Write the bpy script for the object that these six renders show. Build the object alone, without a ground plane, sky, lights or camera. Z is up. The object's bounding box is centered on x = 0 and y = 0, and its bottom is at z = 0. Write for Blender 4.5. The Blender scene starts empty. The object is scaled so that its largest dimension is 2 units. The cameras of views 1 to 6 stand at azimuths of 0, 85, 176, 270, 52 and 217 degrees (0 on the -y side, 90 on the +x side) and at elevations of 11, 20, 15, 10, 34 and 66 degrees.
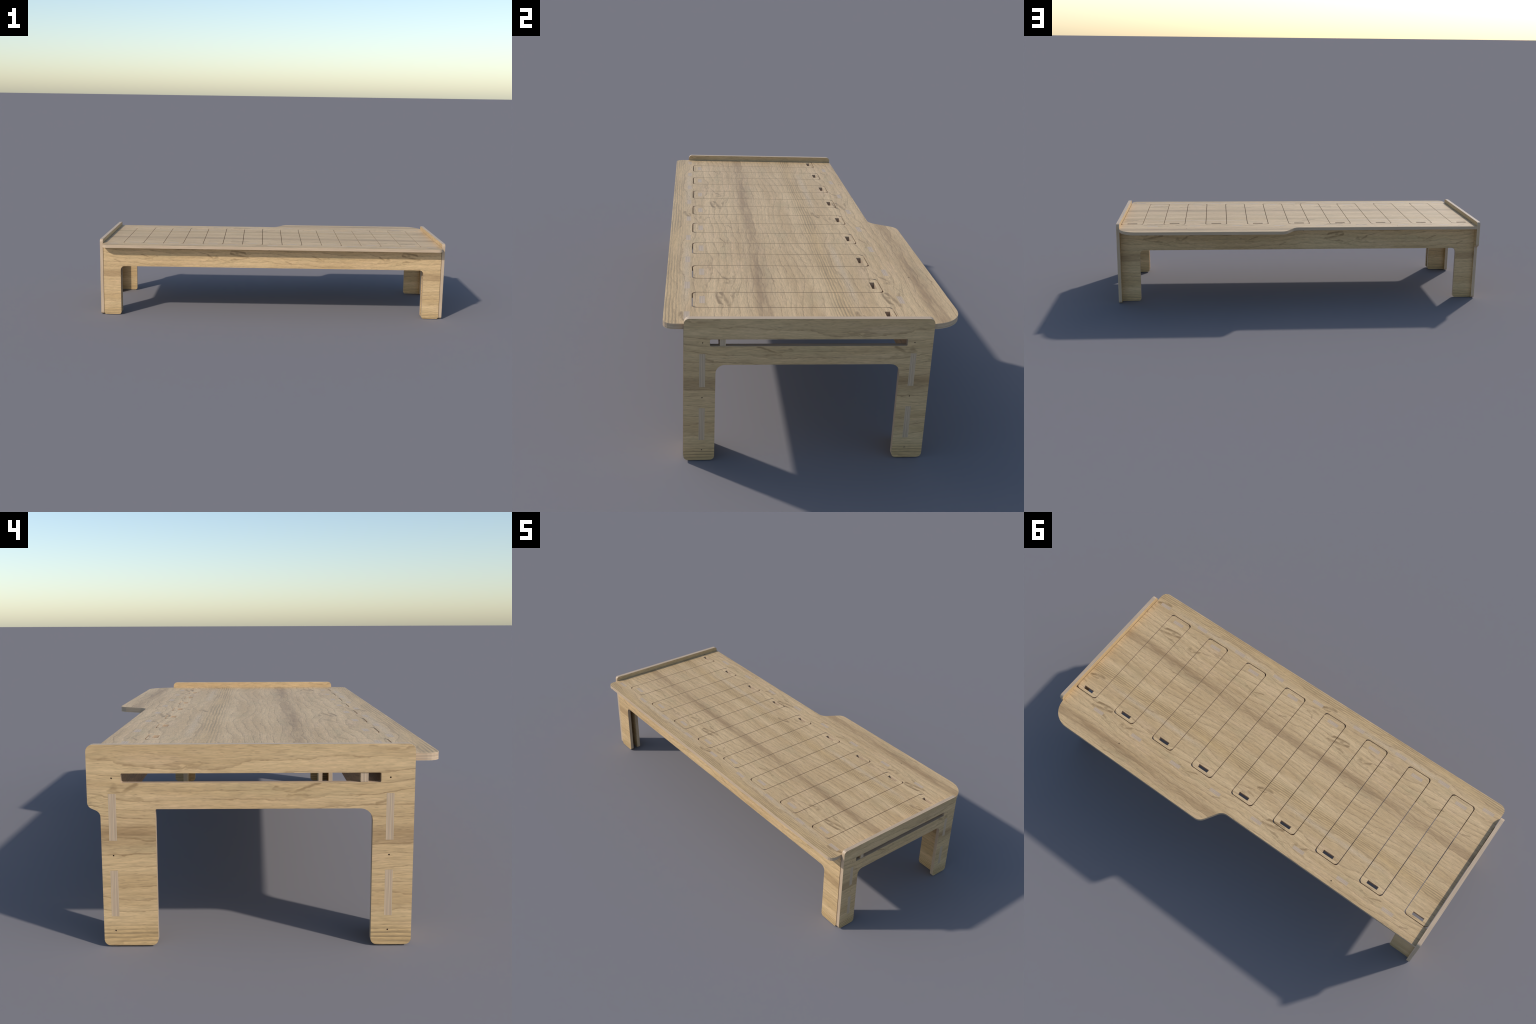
"""Pull-out plywood day bed: two interlocking comb-shaped top boards on CNC-cut
plywood end panels, leg aprons and a sliding rail, joined with through tenons."""
import bpy, bmesh, math
from mathutils import Vector, Matrix

# ------------------------------------------------------------------ sizes (m)
TH = 0.0165                     # plywood thickness
TOP = 0.4222                    # upper face of the bed top
SLAB_Z = TOP - TH / 2
PITCH = 0.2310                  # spacing of the tongues of one comb
GAP = 0.0032                    # saw gap between the combs
HALF = PITCH / 4                # half width of a tongue
Y_FRONT, Y_BACK, Y_NARROW = -0.4270, 0.4270, 0.3303
X_IN = 1.0 - TH                 # inner face of the end panels
Y_APRON, Y_INNER, Y_RAIL, Y_REAR = -0.36175, -0.31725, -0.26125, 0.27725
Y_TIP_F, Y_TIP_B = 0.2378, -0.3462     # where the comb gaps turn round
LEG_X, BAR_Z = 0.8815, 0.2887

# ------------------------------------------------------------------ node helper
class Nodes:
    def __init__(self, tree):
        self.t = tree

    def node(self, kind, **kw):
        n = self.t.nodes.new(kind)
        for k, v in kw.items():
            setattr(n, k, v)
        return n

    def put(self, sock, val):
        if val is None:
            return
        if isinstance(val, bpy.types.NodeSocket):
            self.t.links.new(val, sock)
        else:
            sock.default_value = val

    def m(self, op, a, b=None, c=None, clamp=False):
        n = self.node('ShaderNodeMath', operation=op, use_clamp=clamp)
        for i, v in enumerate((a, b, c)):
            self.put(n.inputs[i], v)
        return n.outputs[0]

    def v(self, op, a, b=None, c=None, scale=None):
        n = self.node('ShaderNodeVectorMath', operation=op)
        for i, x in enumerate((a, b, c)):
            if x is not None:
                self.put(n.inputs[i], x)
        if scale is not None:
            self.put(n.inputs['Scale'], scale)
        return n.outputs['Value'] if op in ('DOT_PRODUCT', 'LENGTH') else n.outputs['Vector']

    def xyz(self, x, y, z):
        n = self.node('ShaderNodeCombineXYZ')
        for i, val in enumerate((x, y, z)):
            self.put(n.inputs[i], val)
        return n.outputs[0]

    def sep(self, vec):
        n = self.node('ShaderNodeSeparateXYZ')
        self.put(n.inputs[0], vec)
        return n.outputs

    def step(self, val, lo, hi, a=0.0, b=1.0):
        n = self.node('ShaderNodeMapRange', interpolation_type='SMOOTHSTEP')
        for i, x in enumerate((val, lo, hi, a, b)):
            self.put(n.inputs[i], x)
        return n.outputs[0]

    def mix(self, fac, a, b, blend='MIX'):
        n = self.node('ShaderNodeMix', data_type='RGBA', blend_type=blend)
        self.put(n.inputs[0], fac)
        self.put(n.inputs[6], a)
        self.put(n.inputs[7], b)
        return n.outputs[2]

    def ramp(self, fac, stops, interp='LINEAR'):
        n = self.node('ShaderNodeValToRGB')
        n.color_ramp.interpolation = interp
        els = n.color_ramp.elements
        els[0].position, els[0].color = stops[0][0], (*stops[0][1], 1)
        els[1].position, els[1].color = stops[-1][0], (*stops[-1][1], 1)
        for p, c in stops[1:-1]:
            e = els.new(p)
            e.color = (*c, 1)
        self.put(n.inputs[0], fac)
        return n.outputs[0]

# ------------------------------------------------------------------ wood veneer
P_LEN, P_WID = 0.9965, 0.5045   # the veneer figure repeats every so many metres

# dark figure of the veneer: (points, width, strength)
FIGURE = [
    ([(.842, -.262), (.800, -.270), (.758, -.273)], .0075, 1.0),
    ([(.856, -.240), (.815, -.246), (.762, -.256)], .0065, .9),
    ([(.846, -.237), (.818, -.229), (.760, -.222)], .0060, .9),
    ([(.800, -.268), (.790, -.255)], .0080, .6),
    ([(-.029, -.362), (-.056, -.373), (-.100, -.381)], .0070, 1.0),
    ([(-.030, -.366), (-.040, -.354), (-.067, -.358)], .0035, .7),
    ([(.676, -.237), (.655, -.230)], .0090, .9),
    ([(.660, -.228), (.632, -.244)], .0055, .8),
    ([(.634, -.248), (.587, -.262), (.525, -.281)], .0030, .7),
    ([(.746, -.213), (.704, -.224), (.609, -.216)], .0026, .6),
    ([(.024, -.301), (-.012, -.296), (-.018, -.281)], .0040, .8),
    ([(-.002, -.319), (-.038, -.314)], .0055, .6),
    ([(.114, -.204), (.079, -.217)], .0040, .7),
    ([(.498, .032), (.452, .011), (.432, .022)], .0024, .7),
    ([(.432, .022), (.476, .060)], .0024, .5),
    ([(.330, -.240), (.285, -.232), (.240, -.246)], .0032, .8),
    ([(.300, -.225), (.265, -.221)], .0036, .6),
    ([(.130, -.330), (.060, -.322), (-.020, -.338)], .0028, .6),
]


def wood_group():
    g = bpy.data.node_groups.new('veneer_figure', 'ShaderNodeTree')
    g.interface.new_socket('Vector', in_out='INPUT', socket_type='NodeSocketVector')
    g.interface.new_socket('Color', in_out='OUTPUT', socket_type='NodeSocketColor')
    N = Nodes(g)
    gi, go = N.node('NodeGroupInput'), N.node('NodeGroupOutput')
    uv = gi.outputs[0]
    u, vv, _ = N.sep(uv)
    a = N.m('MULTIPLY', u, 2 * math.pi / P_LEN)
    b = N.m('MULTIPLY', vv, 2 * math.pi / P_WID)
    cu, su, cv, sv = N.m('COSINE', a), N.m('SINE', a), N.m('COSINE', b), N.m('SINE', b)

    def noise(ku, kv, detail=2.0, rough=.5, seed=0.0):
        """noise on a torus, so that it repeats with the veneer; ku, kv = features per metre"""
        ru, rv = ku * P_LEN / (2 * math.pi), kv * P_WID / (2 * math.pi)
        n = N.node('ShaderNodeTexNoise', noise_dimensions='4D')
        vec = N.xyz(N.m('MULTIPLY_ADD', cu, ru, seed), N.m('MULTIPLY', su, ru), N.m('MULTIPLY', cv, rv))
        N.put(n.inputs['Vector'], vec)
        N.put(n.inputs['W'], N.m('MULTIPLY', sv, rv))
        N.put(n.inputs['Scale'], 1.0)
        N.put(n.inputs['Detail'], detail)
        N.put(n.inputs['Roughness'], rough)
        return n.outputs[0]

    def band(v0, width, warp=None):
        d = N.m('SUBTRACT', vv, v0)
        if warp is not None:
            d = N.m('ADD', d, warp)
        d = N.m('WRAP', d, P_WID / 2, -P_WID / 2)
        d = N.m('DIVIDE', d, width)
        return N.m('EXPONENT', N.m('MULTIPLY', N.m('MULTIPLY', d, d), -1.0))

    w1 = N.m('SUBTRACT', noise(1.9, 6.5, 2.0, .42, 3.1), .5)
    w2 = N.m('SUBTRACT', noise(13, 46, 3.0, .6, 7.7), .5)
    w3 = N.m('SUBTRACT', noise(55, 170, 2.0, .55, 1.3), .5)
    warp = N.m('MULTIPLY_ADD', w1, .045, N.m('MULTIPLY', w2, .006))

    # growth rings: asymmetrical dark lines on the contours of a stretched field
    phase = N.m('MULTIPLY', vv, 19 / P_WID)
    phase = N.m('ADD', phase, N.m('MULTIPLY', w1, 6.6))
    phase = N.m('ADD', phase, N.m('MULTIPLY', w2, .75))
    phase = N.m('ADD', phase, N.m('MULTIPLY', w3, .16))
    fr = N.m('FRACT', phase)
    line = N.m('MULTIPLY', N.step(fr, .84, .965), N.step(fr, 1.0, .97))
    soft = N.m('MULTIPLY', N.step(fr, .30, .96), N.step(fr, 1.0, .96))
    broken = N.step(noise(5, 22, 3, .6, 11.0), .36, .60)
    line = N.m('MULTIPLY', line, broken)
    fr2 = N.m('FRACT', N.m('MULTIPLY', phase, 3.0))
    line2 = N.m('MULTIPLY', N.m('MULTIPLY', N.step(fr2, .65, .92), N.step(fr2, 1.0, .92)),
                N.step(noise(5, 17, 2, .5, 5.0), .44, .70))

    # zone of dense straight rings
    zone = band(.094, .026, N.m('MULTIPLY', w1, .05))
    dph = N.m('ADD', N.m('MULTIPLY', vv, 58 / P_WID), N.m('MULTIPLY_ADD', w1, 3.0, N.m('MULTIPLY', w2, .8)))
    df = N.m('FRACT', dph)
    dense = N.m('MULTIPLY', N.step(df, .25, .9), N.step(df, 1.0, .9))
    dense = N.m('MULTIPLY', dense, N.step(noise(3, 30, 1, .5, 9.0), .22, .52))
    dense = N.m('MULTIPLY', dense, zone)
    calm = N.m('SUBTRACT', 1.0, N.m('MULTIPLY', zone, .8))
    line, line2 = N.m('MULTIPLY', line, calm), N.m('MULTIPLY', line2, calm)

    # dark flames, knots and hooks
    pw = N.v('ADD', uv, N.xyz(N.m('MULTIPLY', w2, .05), N.m('MULTIPLY_ADD', w2, .034, N.m('MULTIPLY', w3, .007)), 0.0))
    fig = None
    for pts, wid, strength in FIGURE:
        for p, q in zip(pts, pts[1:]):
            ba = Vector((q[0] - p[0], q[1] - p[1], 0.0))
            d = N.v('WRAP', N.v('SUBTRACT', pw, (p[0], p[1], 0.0)),
                    (P_LEN / 2, P_WID / 2, 1.0), (-P_LEN / 2, -P_WID / 2, -1.0))
            h = N.m('DIVIDE', N.v('DOT_PRODUCT', d, tuple(ba)), ba.length_squared, clamp=True)
            e = N.v('SUBTRACT', d, N.v('SCALE', tuple(ba), scale=h))
            s = N.step(N.v('LENGTH', e), 0.25 * wid, 1.25 * wid, strength, 0.0)
            fig = s if fig is None else N.m('MAXIMUM', fig, s)

    # colours
    tone = noise(1.7, 19, 4, .6, 21.0)
    col = N.mix(N.step(tone, .33, .67), (.530, .368, .185, 1), (.650, .473, .258, 1))
    rosy = N.step(noise(6, 24, 3, .55, 31.0), .50, .74)
    col = N.mix(N.m('MULTIPLY', rosy, .40), col, (.690, .485, .285, 1))
    olive = N.step(noise(4, 13, 3, .55, 41.0), .52, .72)
    col = N.mix(N.m('MULTIPLY', olive, .55), col, (.490, .375, .198, 1))
    col = N.mix(N.m('MULTIPLY', zone, .50), col, (.600, .410, .185, 1))
    streaky = noise(3.5, 48, 3, .6, 51.0)
    brown = N.m('MULTIPLY', band(-.141, .030, N.m('MULTIPLY', warp, .8)), N.step(streaky, .28, .66))
    col = N.mix(N.m('MULTIPLY', brown, 1.0), col, (.360, .236, .115, 1))
    shade = N.m('MULTIPLY', N.step(noise(2.2, 11, 3, .6, 91.0), .55, .75), N.step(streaky, .25, .7))
    col = N.mix(N.m('MULTIPLY', shade, .45), col, (.420, .275, .130, 1))
    grey_u = N.step(N.m('ABSOLUTE', N.m('WRAP', N.m('SUBTRACT', u, .56), P_LEN / 2, -P_LEN / 2)), .16, .34, 1.0, 0.0)
    grey = N.m('MULTIPLY', band(.139, .010, N.m('MULTIPLY', warp, .4)), grey_u)
    col = N.mix(N.m('MULTIPLY', grey, .5), col, (.545, .430, .285, 1))
    speck = N.m('MULTIPLY', N.m('MULTIPLY', band(.145, .008), grey_u), N.step(noise(80, 260, 2, .6, 61.0), .58, .68))

    # fine fibres and pores
    fib = N.m('SUBTRACT', noise(30, 400, 3, .65, 71.0), .5)
    pores = N.step(noise(62, 560, 1, .5, 81.0), .56, .76)
    val = N.m('MULTIPLY_ADD', fib, .85, 1.0)
    val = N.m('SUBTRACT', val, N.m('MULTIPLY', pores, .24))
    val = N.m('SUBTRACT', val, N.m('MULTIPLY', soft, .085))
    col = N.v('SCALE', col, scale=val)
    dark = (.245, .148, .064, 1)
    col = N.mix(N.m('MULTIPLY', line, .54), col, dark)
    col = N.mix(N.m('MULTIPLY', line2, .32), col, dark)
    col = N.mix(N.m('MULTIPLY', dense, .72), col, (.225, .160, .085, 1))
    col = N.mix(N.m('MULTIPLY', speck, .7), col, (.200, .150, .090, 1))
    ragged = N.m('MULTIPLY', fig, N.step(N.m('ADD', w2, N.m('MULTIPLY', fib, .8)), -.22, .12))
    col = N.mix(N.m('MULTIPLY', ragged, .82), col, (.225, .140, .058, 1))
    col = N.v('MULTIPLY', col, (1.055, 1.008, .972))
    N.put(go.inputs[0], col)
    return g


WOOD = wood_group()


def base_material(name):
    mat = bpy.data.materials.new(name)
    mat.use_nodes = True
    N = Nodes(mat.node_tree)
    bsdf = mat.node_tree.nodes['Principled BSDF']
    bsdf.inputs['Roughness'].default_value = .5
    bsdf.inputs['Specular IOR Level'].default_value = .5
    return mat, N, bsdf


def veneer(axis):
    """sheet veneer laid on the faces that look along one axis"""
    mat, N, bsdf = base_material('oak_veneer_' + axis)
    pos = N.node('ShaderNodeNewGeometry').outputs['Position']
    x, y, z = N.sep(pos)
    down = N.m('SUBTRACT', .111, z)
    vec = {'z': (x, y), 'y': (x, down), 'x': (N.m('SUBTRACT', y, .5965), down)}[axis]
    grp = N.node('ShaderNodeGroup')
    grp.node_tree = WOOD
    N.put(grp.inputs[0], N.xyz(vec[0], vec[1], 0.0))
    N.put(bsdf.inputs['Base Color'], grp.outputs[0])
    return mat


def ply_edge(axis):
    """sawn edge of the plywood: layers stacked along one axis"""
    mat, N, bsdf = base_material('plywood_edge_' + axis)
    loc = N.node('ShaderNodeTexCoord').outputs['Object']
    c = dict(zip('xyz', N.sep(loc)))
    t = c.pop(axis)
    (ka, p), (kb, q) = sorted(c.items())
    n = N.node('ShaderNodeTexNoise')
    scl = {'x': 9.0, 'y': 9.0, 'z': 9.0}
    scl[axis] = 300.0
    N.put(n.inputs['Vector'], N.v('MULTIPLY', loc, (scl['x'], scl['y'], scl['z'])))
    N.put(n.inputs['Scale'], 1.0)
    N.put(n.inputs['Detail'], 3.0)
    streak = n.outputs[0]
    tt = N.m('ADD', N.m('DIVIDE', t, TH), .5)
    tt = N.m('ADD', tt, N.m('MULTIPLY', N.m('SUBTRACT', streak, .5), .045))
    pale, grey, glue, rose = (.580, .440, .290), (.480, .368, .258), (.320, .178, .092), (.545, .382, .256)
    stops = [(0.0, pale), (.10, pale), (.125, glue), (.15, rose), (.27, grey), (.285, grey), (.30, glue),
             (.325, pale), (.43, pale), (.445, glue), (.47, grey), (.56, rose), (.575, glue), (.60, pale),
             (.70, grey), (.715, glue), (.74, pale), (.85, rose), (.87, glue), (.895, pale), (1.0, pale)]
    col = N.ramp(tt, stops)
    col = N.v('SCALE', col, scale=N.m('MULTIPLY_ADD', N.m('SUBTRACT', streak, .5), .65, 1.03))
    N.put(bsdf.inputs['Base Color'], col)
    return mat


VENEER = {k: veneer(k) for k in 'xyz'}
EDGE = {k: ply_edge(k) for k in 'xyz'}

# ------------------------------------------------------------------ outlines
def rounded(points, segs=5):
    """polygon with corner radii [(x, y, r), ...] -> list of 2D points"""
    out, n = [], len(points)
    for i, pt in enumerate(points):
        p = Vector(pt[:2])
        r = pt[2] if len(pt) > 2 else 0.0
        if r <= 0:
            out.append(p)
            continue
        a = (Vector(points[i - 1][:2]) - p).normalized()
        b = (Vector(points[(i + 1) % n][:2]) - p).normalized()
        ang = a.angle(b)
        t = r / math.tan(ang / 2)
        ctr = p + (a + b).normalized() * (r / math.sin(ang / 2))
        s, e = p + a * t - ctr, p + b * t - ctr
        sweep = s.angle_signed(e)
        k = segs if r < .05 else segs * 2
        for j in range(k + 1):
            w = -sweep * j / k
            out.append(ctr + Vector((s.x * math.cos(w) - s.y * math.sin(w), s.x * math.sin(w) + s.y * math.cos(w))))
    return out


def rect(cx, cy, w, h, r=0.0, segs=5):
    w, h = w / 2, h / 2
    return rounded([(cx - w, cy - h, r), (cx + w, cy - h, r), (cx + w, cy + h, r), (cx - w, cy + h, r)], segs)


def circle(cx, cy, r, n=12):
    return [Vector((cx + r * math.cos(2 * math.pi * i / n), cy + r * math.sin(2 * math.pi * i / n))) for i in range(n)]


PLANE = {'z': (0, 1, 2), 'y': (0, 2, 1), 'x': (1, 2, 0)}


def board_mesh(name, axis, centre, outline, holes=()):
    """plywood board of thickness TH: outline in the plane square to axis,
    vertices local to a point at `centre` on that axis"""
    cu = bpy.data.curves.new(name, 'CURVE')
    cu.dimensions, cu.fill_mode, cu.extrude = '2D', 'BOTH', TH / 2
    for ring in [outline, *holes]:
        sp = cu.splines.new('POLY')
        sp.points.add(len(ring) - 1)
        for q, p in zip(sp.points, ring):
            q.co = (p[0], p[1], 0.0, 1.0)
        sp.use_cyclic_u = True
    ob = bpy.data.objects.new(name, cu)
    bpy.context.scene.collection.objects.link(ob)
    dg = bpy.context.evaluated_depsgraph_get()
    me = bpy.data.meshes.new_from_object(ob.evaluated_get(dg))
    bpy.data.objects.remove(ob)
    bpy.data.curves.remove(cu)
    bm = bmesh.new()
    bm.from_mesh(me)
    bmesh.ops.remove_doubles(bm, verts=bm.verts, dist=1e-5)
    iu, iv, iw = PLANE[axis]
    for vtx in bm.verts:
        c = vtx.co.copy()
        vtx.co[iu], vtx.co[iv], vtx.co[iw] = c.x, c.y, c.z
    bmesh.ops.recalc_face_normals(bm, faces=bm.faces)
    bpy.data.meshes.remove(me)
    return bm


def finish(bm, axis):
    for f in bm.faces:
        f.smooth = False
        f.material_index = 0 if abs(f.normal['xyz'.index(axis)]) > .7 else 1


def to_object(bm, name, axis, centre, parent):
    finish(bm, axis)
    me = bpy.data.meshes.new(name)
    bm.to_mesh(me)
    bm.free()
    me.materials.append(VENEER[axis])
    me.materials.append(EDGE[axis])
    ob = bpy.data.objects.new(name, me)
    bpy.context.scene.collection.objects.link(ob)
    loc = Vector((0, 0, 0))
    loc['xyz'.index(axis)] = centre
    place(ob, parent, loc)
    return ob


def place(ob, parent, world_loc):
    ob.parent = parent
    off = Vector((0, 0, 0))
    p = parent
    while p is not None:
        off += p.location
        p = p.parent
    ob.location = Vector(world_loc) - off


def cut_off(bm, co, no, keep):
    """split bm by a plane; return a new bmesh with the faces for which keep(centre) holds,
    leaving the rest in bm (the border vertices of both coincide)"""
    bmesh.ops.bisect_plane(bm, geom=bm.verts[:] + bm.edges[:] + bm.faces[:], plane_co=co, plane_no=no)
    other = bm.copy()
    bmesh.ops.delete(bm, geom=[f for f in bm.faces if keep(f.calc_center_median())], context='FACES')
    bmesh.ops.delete(other, geom=[f for f in other.faces if not keep(f.calc_center_median())], context='FACES')
    return other


def take(bm, keep):
    other = bm.copy()
    bmesh.ops.delete(bm, geom=[f for f in bm.faces if keep(f.calc_center_median())], context='FACES')
    bmesh.ops.delete(other, geom=[f for f in other.faces if not keep(f.calc_center_median())], context='FACES')
    return other

# ------------------------------------------------------------------ the bed
root = bpy.data.objects.new('pull_out_bed', None)
bpy.context.scene.collection.objects.link(root)
root['label'] = 'low plywood pull-out bed with interlocking slatted top'
root['category'] = 'bed'

# --- tenons: shared blocks whose long axis of plies follows the parent board
tenon_mesh = {}


def tenon(parent, ply_axis, centre, size):
    key = (ply_axis, *[round(s, 5) for s in size])
    if key not in tenon_mesh:
        bm = bmesh.new()
        bmesh.ops.create_cube(bm, size=1.0)
        bmesh.ops.scale(bm, verts=bm.verts, vec=size)
        finish(bm, ply_axis)
        me = bpy.data.meshes.new('tenon')
        bm.to_mesh(me)
        bm.free()
        me.materials.append(VENEER[ply_axis])
        me.materials.append(EDGE[ply_axis])
        tenon_mesh[key] = me
    ob = bpy.data.objects.new('tenon', tenon_mesh[key])
    bpy.context.scene.collection.objects.link(ob)
    place(ob, parent, centre)
    return ob


FIT = 0.0003                    # play around a tenon
TEN_L = 0.0557                  # length of a top tenon
SIDE_TENONS = [(.2363, .3388), (.0667, .1696)]   # z ranges of the tenons through the end panels

# --- end panels
def end_panel(side):
    front = [(-.3688, 0, .0135), (-.2803, 0, .0135), (-.2803, .3055, .026)]
    if side < 0:
        rear = [(.1850, .3055, .003), (.1850, 0, .0135), (.3028, 0, .0135), (.3028, .2990, .016), (.3303, .3110, .0145)]
    else:
        rear = [(.2408, .3055, .026), (.2408, 0, .0135), (.3303, 0, .0135)]
    head = [(.3303, .4450, .0150), (-.3688, .4450, .0150)]
    holes = [rect((-.2968 + .2575) / 2, .37275, .5543, .0207, .0030, 4)]
    for y in (Y_INNER, Y_REAR):
        for lo, hi in SIDE_TENONS:
            holes.append(rect(y, (lo + hi) / 2, TH + FIT, hi - lo + FIT))
        for z in (.3727, .2032, .0339):
            holes.append(circle(y + (.0003 if y > 0 else .0005), z, .0019, 10))
    c = side * (1 - TH / 2)
    bm = board_mesh('end_panel', 'x', c, rounded(front + rear + head), holes)
    legs = cut_off(bm, (0, 0, .2650), (0, 0, 1), lambda p: p.z < .2650)
    fl = take(legs, lambda p: p.y < 0)
    ob = to_object(bm, 'end_panel', 'x', c, root)
    to_object(fl, 'leg', 'x', c, ob)
    to_object(legs, 'leg', 'x', c, ob)
    return ob


for s in (-1, 1):
    end_panel(s)

# --- aprons: a bar with a leg at each end, upright in the x-z plane
def apron(name, y, half_len, outer_r, top_tenons, side_tenons):
    L, zt = half_len, TOP - TH
    pts = [(-L, 0, outer_r), (-LEG_X, 0, .0125), (-LEG_X, BAR_Z, .024), (LEG_X, BAR_Z, .024),
           (LEG_X, 0, .0125), (L, 0, outer_r), (L, zt), (-L, zt)]
    bm = board_mesh(name, 'y', y, rounded(pts))
    legs = cut_off(bm, (0, 0, .2500), (0, 0, 1), lambda p: p.z < .2500)
    left = take(legs, lambda p: p.x < 0)
    ob = to_object(bm, name, 'y', y, root)
    to_object(left, 'leg', 'y', y, ob)
    to_object(legs, 'leg', 'y', y, ob)
    for x in top_tenons:
        tenon(ob, 'y', (x, y, TOP - TH / 2), (TEN_L, TH, TH))
    if side_tenons:
        for sx in (-1, 1):
            for lo, hi in SIDE_TENONS:
                tenon(ob, 'y', (sx * (1 - TH / 2), y, (lo + hi) / 2), (TH, TH, hi - lo))
    return ob


ODD = [(k + .5) * PITCH for k in range(-4, 4)]      # tongues of the rear comb
EVEN = [k * PITCH for k in range(-4, 5)]            # tongues of the front comb
apron('front_apron', Y_APRON, .9808, .0115, EVEN, False)
apron('inner_apron', Y_INNER, X_IN - .0002, 0, ODD, True)
apron('rear_apron', Y_REAR, X_IN - .0002, 0, ODD, True)

# --- sliding rail under the front comb, its ends riding in the slots of the end panels
zr0, zr1, e = .3150, TOP - TH - .0004, .9985
rail = [(-.9805, zr0), (.9805, zr0), (.9805, .3630), (e, .3630), (e, .3826), (.9805, .3826), (.9805, zr1),
        (-.9805, zr1), (-.9805, .3826), (-e, .3826), (-e, .3630), (-.9805, .3630)]
to_object(board_mesh('sliding_rail', 'y', Y_RAIL, rounded(rail)), 'sliding_rail', 'y', Y_RAIL, root)

# --- the two combs of the top
R_TIP, R_ROOT = .0165, .0135
g = GAP / 2


def mortise(x, y, w=TEN_L, h=TH):
    return rect(x, y, w + FIT, h + FIT)


def front_comb():
    xe = .9810
    pts = [(-xe, Y_FRONT, .030), (xe, Y_FRONT, .030)]
    for k in range(4, -5, -1):                       # from +x to -x along the tips
        c = k * PITCH
        a, b = c + HALF - g, c - HALF + g
        if k == 4:
            a = xe
        if k == -4:
            b = -xe
        if k < 4:
            pts += [(c + HALF - g, Y_TIP_B - g, R_ROOT)]
        pts += [(a, Y_TIP_F - g, R_TIP), (b, Y_TIP_F - g, R_TIP)]
        if k > -4:
            pts += [(c - HALF + g, Y_TIP_B - g, R_ROOT)]
    holes = [mortise(x, Y_APRON) for x in EVEN] + [mortise(x, .2164, .0535, .0155) for x in EVEN]
    return rounded(pts), holes


def rear_comb():
    xe = X_IN - .0003
    pts = [(xe, Y_TIP_F + g), (xe, Y_BACK, .100), (.0905, Y_BACK, .043), (.0304, Y_NARROW, .045), (-xe, Y_NARROW),
           (-xe, Y_TIP_F + g)]
    for x in ODD:
        a, b = x - HALF + g, x + HALF - g
        pts += [(a, Y_TIP_F + g, R_ROOT), (a, Y_TIP_B + g, R_TIP), (b, Y_TIP_B + g, R_TIP), (b, Y_TIP_F + g, R_ROOT)]
    holes = [mortise(x, Y_INNER) for x in ODD] + [mortise(x, Y_REAR) for x in ODD]
    holes += [circle(.6224, .3469, .0030), circle(-.5397, .3055, .0030)]
    return rounded(pts), holes


def comb(name, outline_holes, xs, y_cut, towards):
    bm = board_mesh(name, 'z', SLAB_Z, *outline_holes)
    slats = cut_off(bm, (0, y_cut, 0), (0, 1, 0), lambda p: (p.y - y_cut) * towards > 0)
    ob = to_object(bm, name, 'z', SLAB_Z, root)
    for x in xs:
        one = take(slats, lambda p: abs(p.x - x) < PITCH / 2)
        to_object(one, 'slat', 'z', SLAB_Z, ob)
    slats.free()


comb('front_top_board', front_comb(), EVEN, Y_TIP_B + .030, 1)
comb('rear_top_board', rear_comb(), ODD, Y_TIP_F - .030, -1)
